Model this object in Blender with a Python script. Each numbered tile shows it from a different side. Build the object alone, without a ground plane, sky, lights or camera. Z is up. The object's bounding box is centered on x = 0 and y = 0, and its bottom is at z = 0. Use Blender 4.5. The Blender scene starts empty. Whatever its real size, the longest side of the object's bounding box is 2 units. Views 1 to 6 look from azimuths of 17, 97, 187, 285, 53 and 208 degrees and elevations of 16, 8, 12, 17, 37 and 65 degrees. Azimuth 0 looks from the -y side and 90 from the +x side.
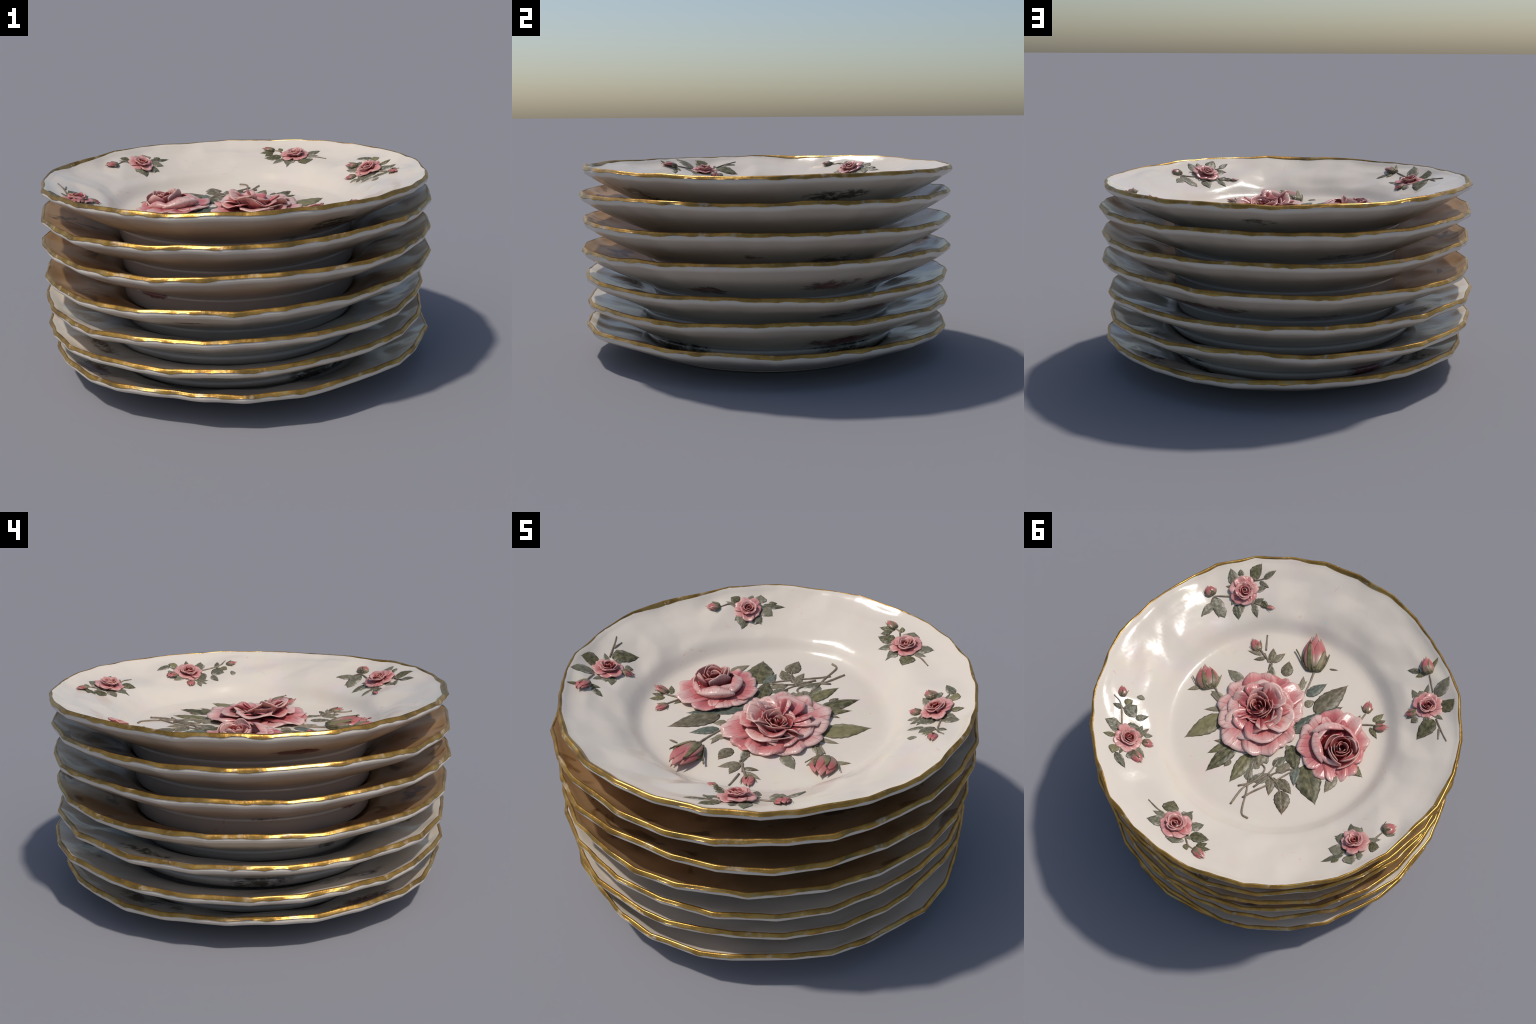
"""A stack of seven porcelain plates with gilt edges; the top plate carries
a raised bouquet of roses in its well and five small rose sprays on its rim."""
import bpy, math, random
import numpy as np
from mathutils import Vector, Matrix, noise

RNG = random.Random(7)
TAU = math.tau
scene_col = bpy.context.scene.collection


# ------------------------------------------------------------------ helpers
def add_object(name, verts, faces, mats, parent=None, smooth=True, matrix=None, slots=None):
    me = bpy.data.meshes.new(name)
    me.from_pydata([tuple(v) for v in verts], [], faces)
    for m in (mats if isinstance(mats, (list, tuple)) else [mats]):
        me.materials.append(m)
    if slots is not None:
        me.polygons.foreach_set("material_index", slots)
    me.polygons.foreach_set("use_smooth", [smooth] * len(me.polygons))
    me.update()
    ob = bpy.data.objects.new(name, me)
    scene_col.objects.link(ob)
    if parent is not None:
        ob.parent = parent
    if matrix is not None:
        ob.matrix_local = matrix
    return ob


def add_empty(name, loc, parent=None):
    ob = bpy.data.objects.new(name, None)
    ob.empty_display_size = 0.1
    scene_col.objects.link(ob)
    ob.location = loc
    if parent is not None:
        ob.parent = parent
    return ob


def smoothstep(a, b, x):
    t = min(1.0, max(0.0, (x - a) / (b - a)))
    return t * t * (3 - 2 * t)


def lerp_profile(pts, x):
    """piecewise smooth interpolation through (x, y) control points (monotone cubic)"""
    if x <= pts[0][0]:
        return pts[0][1]
    if x >= pts[-1][0]:
        return pts[-1][1]
    n = len(pts)
    d = [(pts[i + 1][1] - pts[i][1]) / (pts[i + 1][0] - pts[i][0]) for i in range(n - 1)]

    def slope(i):
        if i == 0:
            return d[0]
        if i == n - 1:
            return d[-1]
        return 0.0 if d[i - 1] * d[i] <= 0 else 2 * d[i - 1] * d[i] / (d[i - 1] + d[i])
    for i in range(n - 1):
        x0, y0 = pts[i]
        x1, y1 = pts[i + 1]
        if x <= x1:
            h = x1 - x0
            t = (x - x0) / h
            return ((1 + 2 * t) * (1 - t) ** 2 * y0 + t * (1 - t) ** 2 * h * slope(i)
                    + t * t * (3 - 2 * t) * y1 + t * t * (t - 1) * h * slope(i + 1))


def closed_sheet(top, bottom):
    """two equally sized grids (rows x cols of points) closed into a thin solid"""
    nr, nc = len(top), len(top[0])
    verts = [p for row in top for p in row] + [p for row in bottom for p in row]
    off = nr * nc
    faces = []
    for i in range(nr - 1):
        for j in range(nc - 1):
            a, b, c, d = i * nc + j, i * nc + j + 1, (i + 1) * nc + j + 1, (i + 1) * nc + j
            faces.append((a, d, c, b))
            faces.append((off + a, off + b, off + c, off + d))
    ring = [(0, j) for j in range(nc)] + [(i, nc - 1) for i in range(1, nr)] \
        + [(nr - 1, j) for j in range(nc - 2, -1, -1)] + [(i, 0) for i in range(nr - 2, 0, -1)]
    for k in range(len(ring)):
        a = ring[k][0] * nc + ring[k][1]
        b = ring[(k + 1) % len(ring)][0] * nc + ring[(k + 1) % len(ring)][1]
        faces.append((a, b, off + b, off + a))
    return verts, faces


def grid_normals(g):
    g = np.array(g, float)
    du, dv = np.gradient(g, axis=0), np.gradient(g, axis=1)
    n = np.cross(du, dv)
    return n / (np.linalg.norm(n, axis=2, keepdims=True) + 1e-12)


def thick_sheet(grid, thickness):
    """thin solid grown downward from a curved grid; the edge is eased to half thickness"""
    g = np.array(grid, float)
    n = grid_normals(g)
    if n[..., 2].mean() < 0:
        n = -n
    return closed_sheet([[tuple(p) for p in r] for r in g],
                        [[tuple(p) for p in r] for r in g - n * thickness])


# ---------------------------------------------------------------- materials
class Tree:
    """small wrapper that makes node graphs readable"""

    def __init__(self, name):
        self.mat = bpy.data.materials.new(name)
        self.mat.use_nodes = True
        self.t = self.mat.node_tree
        self.bsdf = self.t.nodes["Principled BSDF"]
        self.out = self.t.nodes["Material Output"]

    def _in(self, sock, v):
        if v is None:
            return
        if isinstance(v, bpy.types.NodeSocket):
            self.t.links.new(v, sock)
        elif isinstance(v, (tuple, list)) and len(v) == 3 and len(sock.default_value) == 4:
            sock.default_value = (*v, 1)
        else:
            sock.default_value = v

    def math(self, op, a, b=None, c=None, clamp=False):
        n = self.t.nodes.new("ShaderNodeMath")
        n.operation, n.use_clamp = op, clamp
        for s, v in zip(n.inputs, (a, b, c)):
            self._in(s, v)
        return n.outputs[0]

    def vmath(self, op, a, b=None):
        n = self.t.nodes.new("ShaderNodeVectorMath")
        n.operation = op
        self._in(n.inputs[0], a)
        if b is not None:
            self._in(n.inputs[1], b)
        return n.outputs["Value"] if op in ("DOT_PRODUCT", "LENGTH", "DISTANCE") else n.outputs[0]

    def coords(self, kind="Object"):
        return self.t.nodes.new("ShaderNodeTexCoord").outputs[kind]

    def mapping(self, vec, scale=(1, 1, 1), loc=(0, 0, 0), rot=(0, 0, 0)):
        n = self.t.nodes.new("ShaderNodeMapping")
        self._in(n.inputs["Vector"], vec)
        n.inputs["Scale"].default_value, n.inputs["Location"].default_value = scale, loc
        n.inputs["Rotation"].default_value = rot
        return n.outputs[0]

    def noise(self, vec, scale, detail=3, rough=0.5, distort=0.0, out=0):
        n = self.t.nodes.new("ShaderNodeTexNoise")
        self._in(n.inputs["Vector"], vec)
        n.inputs["Scale"].default_value, n.inputs["Detail"].default_value = scale, detail
        n.inputs["Roughness"].default_value, n.inputs["Distortion"].default_value = rough, distort
        return n.outputs[out]

    def voronoi(self, vec, scale, feature="F1"):
        n = self.t.nodes.new("ShaderNodeTexVoronoi")
        n.feature = feature
        self._in(n.inputs["Vector"], vec)
        n.inputs["Scale"].default_value = scale
        return n.outputs["Distance"]

    def wave(self, vec, scale, distort=0.0, direction="X"):
        n = self.t.nodes.new("ShaderNodeTexWave")
        n.bands_direction = direction
        self._in(n.inputs["Vector"], vec)
        n.inputs["Scale"].default_value, n.inputs["Distortion"].default_value = scale, distort
        return n.outputs["Fac"]

    def ramp(self, fac, stops, interp="LINEAR"):
        n = self.t.nodes.new("ShaderNodeValToRGB")
        self._in(n.inputs[0], fac)
        r = n.color_ramp
        r.interpolation = interp
        while len(r.elements) < len(stops):
            r.elements.new(0.5)
        for e, (p, c) in zip(r.elements, stops):
            e.position = p
            e.color = (*c, 1) if isinstance(c, (tuple, list)) else (c, c, c, 1)
        return n.outputs[0]

    def smooth(self, v, lo, hi):
        n = self.t.nodes.new("ShaderNodeMapRange")
        n.interpolation_type = "SMOOTHSTEP"
        self._in(n.inputs[0], v)
        n.inputs[1].default_value, n.inputs[2].default_value = lo, hi
        return n.outputs[0]

    def mix(self, fac, a, b, blend="MIX"):
        n = self.t.nodes.new("ShaderNodeMix")
        n.data_type, n.blend_type = "RGBA", blend
        self._in(n.inputs["Factor"], fac)
        self._in(n.inputs["A"], a)
        self._in(n.inputs["B"], b)
        return n.outputs["Result"]

    def random(self):
        return self.t.nodes.new("ShaderNodeObjectInfo").outputs["Random"]

    def xyz(self, vec):
        n = self.t.nodes.new("ShaderNodeSeparateXYZ")
        self._in(n.inputs[0], vec)
        return n.outputs

    def bump(self, height, strength, dist=0.01):
        n = self.t.nodes.new("ShaderNodeBump")
        self._in(n.inputs["Height"], height)
        n.inputs["Strength"].default_value, n.inputs["Distance"].default_value = strength, dist
        self.t.links.new(n.outputs[0], self.bsdf.inputs["Normal"])

    def set(self, **kw):
        for k, v in kw.items():
            self._in(self.bsdf.inputs[k.replace("_", " ")], v)


WHITE, CREAM = (0.70, 0.612, 0.508), (0.75, 0.66, 0.555)


def porcelain_colour(m, P):
    """warm white glaze, faintly mottled, with sparse tinted crazing"""
    base = m.mix(m.noise(P, 3.1, 3), WHITE, CREAM)
    tint = m.noise(P, 6.0, 2, out=1)
    patch = m.smooth(m.noise(P, 2.3, 2), 0.52, 0.7)
    pearl = m.mix(0.16, base, tint, "OVERLAY")
    base = m.mix(patch, base, pearl)
    warped = m.vmath("ADD", P, m.vmath("SCALE", m.noise(P, 9, 3, out=1), None))
    lines = m.voronoi(m.vmath("ADD", P, m.mapping(m.noise(P, 7, 4, out=1), (0.09, 0.09, 0.09))), 3.2, "DISTANCE_TO_EDGE")
    crack = m.math("SUBTRACT", 1.0, m.smooth(lines, 0.0, 0.02))
    where = m.smooth(m.noise(P, 4.3, 4, 0.7), 0.53, 0.62)
    fine = m.smooth(m.noise(P, 38, 2), 0.5, 0.62)
    crack = m.math("MULTIPLY", m.math("MULTIPLY", crack, where), fine)
    hue = m.ramp(m.noise(P, 5.5, 1), [(0.4, (0.80, 0.42, 0.36)), (0.55, (0.62, 0.48, 0.30)), (0.65, (0.55, 0.66, 0.56))])
    return m.mix(m.math("MULTIPLY", crack, 0.75), base, hue)


def polar(m, P):
    x, y, z = m.xyz(P)
    return m.math("SQRT", m.math("ADD", m.math("MULTIPLY", x, x), m.math("MULTIPLY", y, y))), m.math("ARCTAN2", y, x), z


def painted_smudges(m, P, colour, smudges):
    """blurred painted sprays: (azimuth deg, radius, height, length, width, pinkness)"""
    r, ang, z = polar(m, P)
    for k, (az, cr, cz, length, width, pink) in enumerate(smudges):
        a = math.radians(az)
        c = (cr * math.cos(a), cr * math.sin(a), cz)
        length, width = length * 1.15, width * 1.9
        e1 = Vector((-math.sin(a), math.cos(a), 0))
        e2 = Vector((math.cos(a), math.sin(a), 0.55)).normalized()
        d = m.vmath("SUBTRACT", P, c)
        u = m.math("DIVIDE", m.vmath("DOT_PRODUCT", d, tuple(e1)), length)
        v = m.math("DIVIDE", m.vmath("DOT_PRODUCT", d, tuple(e2)), width)
        q = m.mapping(P, (1, 1, 1), (k * 1.7, k * 0.9, 0))
        w = m.noise(q, 11, 4, 0.6)
        w2 = m.noise(m.mapping(q, (1, 1, 1), (4, 5, 6)), 11, 4, 0.6)
        u2 = m.math("ADD", u, m.math("MULTIPLY", m.math("SUBTRACT", w, 0.5), 1.6))
        v2 = m.math("ADD", v, m.math("MULTIPLY", m.math("SUBTRACT", w2, 0.5), 2.2))
        rad = m.math("SQRT", m.math("ADD", m.math("MULTIPLY", u2, u2), m.math("MULTIPLY", v2, v2)))
        body = m.math("SUBTRACT", 1.0, m.smooth(rad, 0.45, 1.0))
        streak = m.smooth(m.noise(m.mapping(q, (1, 1, 3.0)), 19, 3, 0.6, 0.8), 0.34, 0.54)
        leafy = m.math("MULTIPLY", body, streak)
        green = m.ramp(w, [(0.35, (0.060, 0.058, 0.036)), (0.6, (0.14, 0.13, 0.085)), (0.75, (0.22, 0.20, 0.14))])
        colour = m.mix(m.math("MULTIPLY", leafy, 0.92), colour, green)
        if pink:
            core = m.math("SUBTRACT", 1.0, m.smooth(m.math("ADD", rad, m.math("MULTIPLY", m.math("SUBTRACT", w2, 0.5), 1.0)), 0.38, 0.85))
            rose = m.ramp(w2, [(0.35, (0.24, 0.060, 0.060)), (0.6, (0.44, 0.16, 0.16))])
            colour = m.mix(m.math("MULTIPLY", core, 0.95 * pink), colour, rose)
    return colour


def make_porcelain(name, smudges=(), stain=0.0, seed=0.0):
    """stain > 0: brown gilded wash over the glaze, strongest on the front half"""
    m = Tree(name)
    P = m.coords()
    Q = m.mapping(P, (1, 1, 1), (seed, seed * 0.7, 0))
    col = porcelain_colour(m, Q)
    metal = 0.0
    if stain:
        x, y, z = m.xyz(P)
        side = m.math("ADD", m.math("MULTIPLY", y, -0.85), m.math("MULTIPLY", x, -0.30))
        broad = m.math("ADD", m.math("MULTIPLY", side, 0.8), m.math("MULTIPLY", m.math("SUBTRACT", m.noise(Q, 2.0, 3), 0.5), 1.3))
        wash = m.math("MULTIPLY", m.smooth(broad, -0.75, 0.0), stain)
        shard = m.smooth(m.noise(m.mapping(Q, (1, 1, 1.6)), 4.2, 2, 0.55, 1.0), 0.60, 0.66)
        brown = m.ramp(m.noise(Q, 5, 4), [(0.35, (0.45, 0.245, 0.085)), (0.65, (0.62, 0.37, 0.17))])
        deep = m.ramp(m.noise(Q, 9, 3), [(0.4, (0.085, 0.045, 0.016)), (0.65, (0.34, 0.15, 0.030))])
        col = m.mix(m.math("MULTIPLY", wash, 0.92), col, brown)
        col = m.mix(m.math("MULTIPLY", shard, 0.7), col, deep)
        metal = m.math("MULTIPLY", wash, 0.58)
    if smudges:
        col = painted_smudges(m, P, col, smudges)
    rough = m.math("MULTIPLY_ADD", m.noise(Q, 8, 2), 0.10, 0.13)
    if stain:
        rough = m.math("MULTIPLY_ADD", wash, 0.22, rough)
    m.set(Base_Color=col, Roughness=rough, Metallic=metal, IOR=1.5)
    m.bump(m.noise(Q, 14, 2), 0.08, 0.02)
    return m.mat


def make_gilt():
    m = Tree("gilt_metal")
    P = m.coords()
    tone = m.noise(P, 9, 4, 0.6)
    gold = m.ramp(tone, [(0.30, (0.24, 0.150, 0.045)), (0.46, (0.42, 0.225, 0.045)), (0.60, (0.55, 0.315, 0.075)), (0.72, (0.42, 0.33, 0.15))])
    worn = m.smooth(m.noise(P, 16, 5, 0.65), 0.54, 0.72)
    col = m.mix(m.math("MULTIPLY", worn, 0.6), gold, (0.60, 0.50, 0.36))
    m.set(Base_Color=col, Metallic=m.math("MULTIPLY_ADD", worn, -0.5, 0.80), Roughness=m.math("MULTIPLY_ADD", tone, 0.2, 0.22))
    m.bump(m.noise(P, 40, 3), 0.15, 0.01)
    return m.mat


def make_petal(name, deep, mid, pale, lo=0.1, hi=0.95):
    """petal colour runs from the attachment (object origin) outward"""
    m = Tree(name)
    P = m.coords()
    W = m.mapping(P, (1, 1, 1))
    d = m.vmath("LENGTH", P)
    n = m.noise(W, 3.0, 4, 0.6)
    t = m.math("ADD", d, m.math("MULTIPLY", m.math("SUBTRACT", n, 0.5), 0.55))
    t = m.math("ADD", t, m.math("MULTIPLY", m.math("SUBTRACT", m.random(), 0.5), 0.36))
    col = m.ramp(t, [(lo, deep), ((lo + hi) / 2, mid), (hi, pale)])
    veins = m.noise(m.mapping(P, (1.2, 9, 4)), 2.2, 3)
    col = m.mix(m.smooth(veins, 0.50, 0.72), col, m.mix(0.45, col, deep))
    m.set(Base_Color=col, Roughness=0.27, Subsurface_Weight=0.0)
    m.bump(m.noise(m.mapping(P, (1.5, 6, 6)), 3, 3), 0.12, 0.02)
    return m.mat


def make_leaf(name, dark, light, tip, fade=0.0):
    """local x runs 0..1 along the leaf, local y -0.5..0.5 across it"""
    m = Tree(name)
    P = m.coords()
    x, y, z = m.xyz(P)
    ay = m.math("ABSOLUTE", y)
    n = m.noise(m.mapping(P, (2.2, 1.5, 1)), 2.6, 4, 0.6)
    r = m.random()
    tone = m.math("ADD", n, m.math("MULTIPLY", m.math("SUBTRACT", r, 0.5), 0.30))
    col = m.ramp(tone, [(0.32, dark), (0.66, light)])
    veins = m.math("SINE", m.math("MULTIPLY", m.math("SUBTRACT", x, m.math("MULTIPLY", ay, 0.9)), 40.0))
    col = m.mix(m.math("MULTIPLY", m.smooth(veins, 0.3, 1.0), 0.16), col, light)
    rib = m.math("SUBTRACT", 1.0, m.smooth(ay, 0.008, 0.035))
    col = m.mix(m.math("MULTIPLY", rib, 0.35), col, tuple(c * 1.15 for c in light))
    tips = m.smooth(m.math("ADD", x, m.math("MULTIPLY", m.math("SUBTRACT", n, 0.5), 1.1)), 0.62, 1.05)
    col = m.mix(m.math("MULTIPLY", tips, 0.6), col, tip)
    if fade:
        edge = m.math("ADD", m.math("MULTIPLY", ay, 2.0), m.math("MULTIPLY", m.math("SUBTRACT", n, 0.5), 0.9))
        col = m.mix(m.math("MULTIPLY", m.smooth(edge, 0.45, 1.0), fade), col, WHITE)
    m.set(Base_Color=col, Roughness=0.42, Specular_IOR_Level=0.32)
    m.bump(veins, 0.04, 0.01)
    return m.mat


def make_stem():
    m = Tree("stem_brown")
    P = m.coords()
    col = m.ramp(m.noise(P, 24, 3), [(0.35, (0.14, 0.105, 0.066)), (0.65, (0.29, 0.225, 0.155))])
    m.set(Base_Color=col, Roughness=0.4)
    return m.mat


def make_bud():
    """olive at the calyx, pink toward the tip; local x runs 0..1 along the bud"""
    m = Tree("bud_pink")
    P = m.coords()
    x, y, z = m.xyz(P)
    t = m.math("ADD", x, m.math("MULTIPLY", m.math("SUBTRACT", m.noise(P, 4, 3), 0.5), 0.7))
    col = m.ramp(t, [(0.10, (0.17, 0.145, 0.08)), (0.28, (0.36, 0.18, 0.14)), (0.55, (0.44, 0.115, 0.11)), (0.95, (0.50, 0.21, 0.18))])
    m.set(Base_Color=col, Roughness=0.3)
    return m.mat


GILT = make_gilt()
PETAL_OUT = make_petal("petal_blush", (0.32, 0.035, 0.040), (0.58, 0.190, 0.18), (0.72, 0.48, 0.42), 0.36, 1.06)
PETAL_MID = make_petal("petal_rose", (0.30, 0.040, 0.042), (0.54, 0.155, 0.15), (0.72, 0.45, 0.39), 0.42, 1.04)
PETAL_IN = make_petal("petal_crimson", (0.13, 0.012, 0.012), (0.34, 0.055, 0.048), (0.64, 0.30, 0.25), 0.50, 1.08)
PETAL_SMALL = make_petal("petal_small_rose", (0.32, 0.050, 0.052), (0.54, 0.165, 0.16), (0.67, 0.36, 0.32))
LEAF_GREEN = make_leaf("leaf_olive", (0.060, 0.056, 0.026), (0.215, 0.190, 0.090), (0.17, 0.14, 0.10), 0.16)
LEAF_BROWN = make_leaf("leaf_bronze", (0.105, 0.088, 0.050), (0.27, 0.228, 0.150), (0.27, 0.17, 0.11), 0.16)
LEAF_TEAL = make_leaf("leaf_blue_green", (0.060, 0.075, 0.058), (0.165, 0.180, 0.135), (0.16, 0.15, 0.11), 0.16)
LEAF_SOFT = make_leaf("leaf_soft_edged", (0.085, 0.082, 0.050), (0.215, 0.195, 0.130), (0.17, 0.155, 0.11), 0.55)
STEM = make_stem()
BUD = make_bud()

# ------------------------------------------------------------------- plates
# heights are relative to the gilt rim, radii are in metres
UPPER = [(0.0, -0.196), (0.30, -0.196), (0.55, -0.198), (0.59, -0.192), (0.625, -0.165), (0.655, -0.135), (0.70, -0.110),
         (0.76, -0.087), (0.82, -0.070), (0.88, -0.049), (0.93, -0.027), (0.955, -0.012), (0.968, 0.0)]
# the three lowest plates are shallower
UPPER_LOW = [(0.0, -0.172), (0.54, -0.170), (0.60, -0.150), (0.65, -0.115), (0.70, -0.087), (0.76, -0.065), (0.84, -0.043), (0.90, -0.027), (0.94, -0.013), (0.968, 0.0)]
BASE = (-0.312, -0.323, -0.331, -0.289, -0.244, -0.238, None)     # foot height below each rim
LIP = [(0.972, 0.001), (0.976, -0.003), (0.981, -0.011), (0.983, -0.019), (0.981, -0.028), (0.974, -0.036)]
UNDER = [(0.0, -0.240), (0.50, -0.240), (0.56, -0.238), (0.60, -0.226), (0.64, -0.208), (0.68, -0.190), (0.74, -0.163), (0.83, -0.119),
         (0.90, -0.082), (0.94, -0.057), (0.965, -0.042)]
UNDER_LOW = [(0.0, -0.200), (0.60, -0.200), (0.66, -0.194), (0.70, -0.174), (0.74, -0.151), (0.83, -0.106),
             (0.90, -0.076), (0.94, -0.056), (0.965, -0.042)]

# centre x, y, rim height, radius, tilt in x, tilt in y
STACK = [(-0.003, 0.005, 0.992, 0.980, -0.006, 0.001),
         (0.007, -0.005, 0.863, 0.995, 0.006, 0.003),
         (0.007, -0.005, 0.723, 0.995, 0.009, 0.000),
         (0.003, -0.006, 0.575, 0.992, 0.019, 0.005),
         (-0.019, -0.006, 0.430, 0.985, 0.002, -0.001),
         (-0.017, 0.009, 0.299, 0.985, 0.012, 0.005),
         (0.010, -0.001, 0.172, 0.972, 0.006, -0.006)]

# the hand-formed edge of the top plate: azimuth, radius
TOP_EDGE = [(2, .989), (10, .981), (25, .981), (36, .979), (49, .982), (62, .994), (74, .988), (84, .990), (94, .993),
            (111, .990), (123, .986), (138, .990), (154, .980), (165, .966), (176, .988), (188, .985), (200, .979),
            (216, .978), (226, .963), (238, .956), (247, .960), (258, .976), (272, .982), (284, .986), (296, .985),
            (308, .992), (321, .993), (329, .978), (337, .974), (347, .980)]


# azimuth, radius, angular width, radial width, height
TOP_DENTS = [(-14, .86, 22, .085, .030), (-4, .76, 12, .07, .012), (178, .82, 12, .10, .017), (152, .82, 10, .10, -.005), (196, .84, 16, .09, .008), (-98, .67, 13, .05, -.012), (-62, .86, 44, .14, .013), (60, .80, 9, .10, -.006), (110, .83, 10, .08, .006), (-50, .86, 7, .06, -.006)]


def make_edge(k, radius):
    """polygonal plate edge: list of (angle, radius, height)"""
    rng = random.Random(100 + k)
    if k == 0:
        return [(math.radians(a), r, rng.uniform(-0.005, 0.005) + 0.010 * math.exp(-(((a - 298 + 180) % 360 - 180) / 45) ** 2)) for a, r in TOP_EDGE]
    n = rng.choice((25, 26, 27, 28))
    ph = rng.uniform(0, TAU)
    pts = []
    for i in range(n):
        a = TAU * (i + rng.uniform(-0.28, 0.28)) / n + 0.1
        r = radius * (1 + 0.004 * math.sin(5 * a + ph) + rng.uniform(-0.008, 0.008))
        pts.append((a % TAU, r, rng.uniform(-0.006, 0.006)))
    return sorted(pts)


def edge_at(edge, theta):
    theta %= TAU
    n = len(edge)
    for i in range(n):
        a0, r0, z0 = edge[i]
        a1, r1, z1 = edge[(i + 1) % n]
        if i == n - 1:
            a1 += TAU
        th = theta if theta >= a0 or i < n - 1 else theta + TAU
        if i == n - 1 and theta < edge[0][0]:
            th = theta + TAU
        if a0 <= th <= a1:
            # straight chord between the two corners
            x0, y0, x1, y1 = r0 * math.cos(a0), r0 * math.sin(a0), r1 * math.cos(a1), r1 * math.sin(a1)
            c, s = math.cos(th), math.sin(th)
            den = c * (y1 - y0) - s * (x1 - x0)
            r = (x0 * (y1 - y0) - y0 * (x1 - x0)) / den
            f = (th - a0) / (a1 - a0)
            f = f * 0.5 + 0.5 * f * f * (3 - 2 * f)
            return r, z0 + (z1 - z0) * f
    return edge[0][1], edge[0][2]


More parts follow.
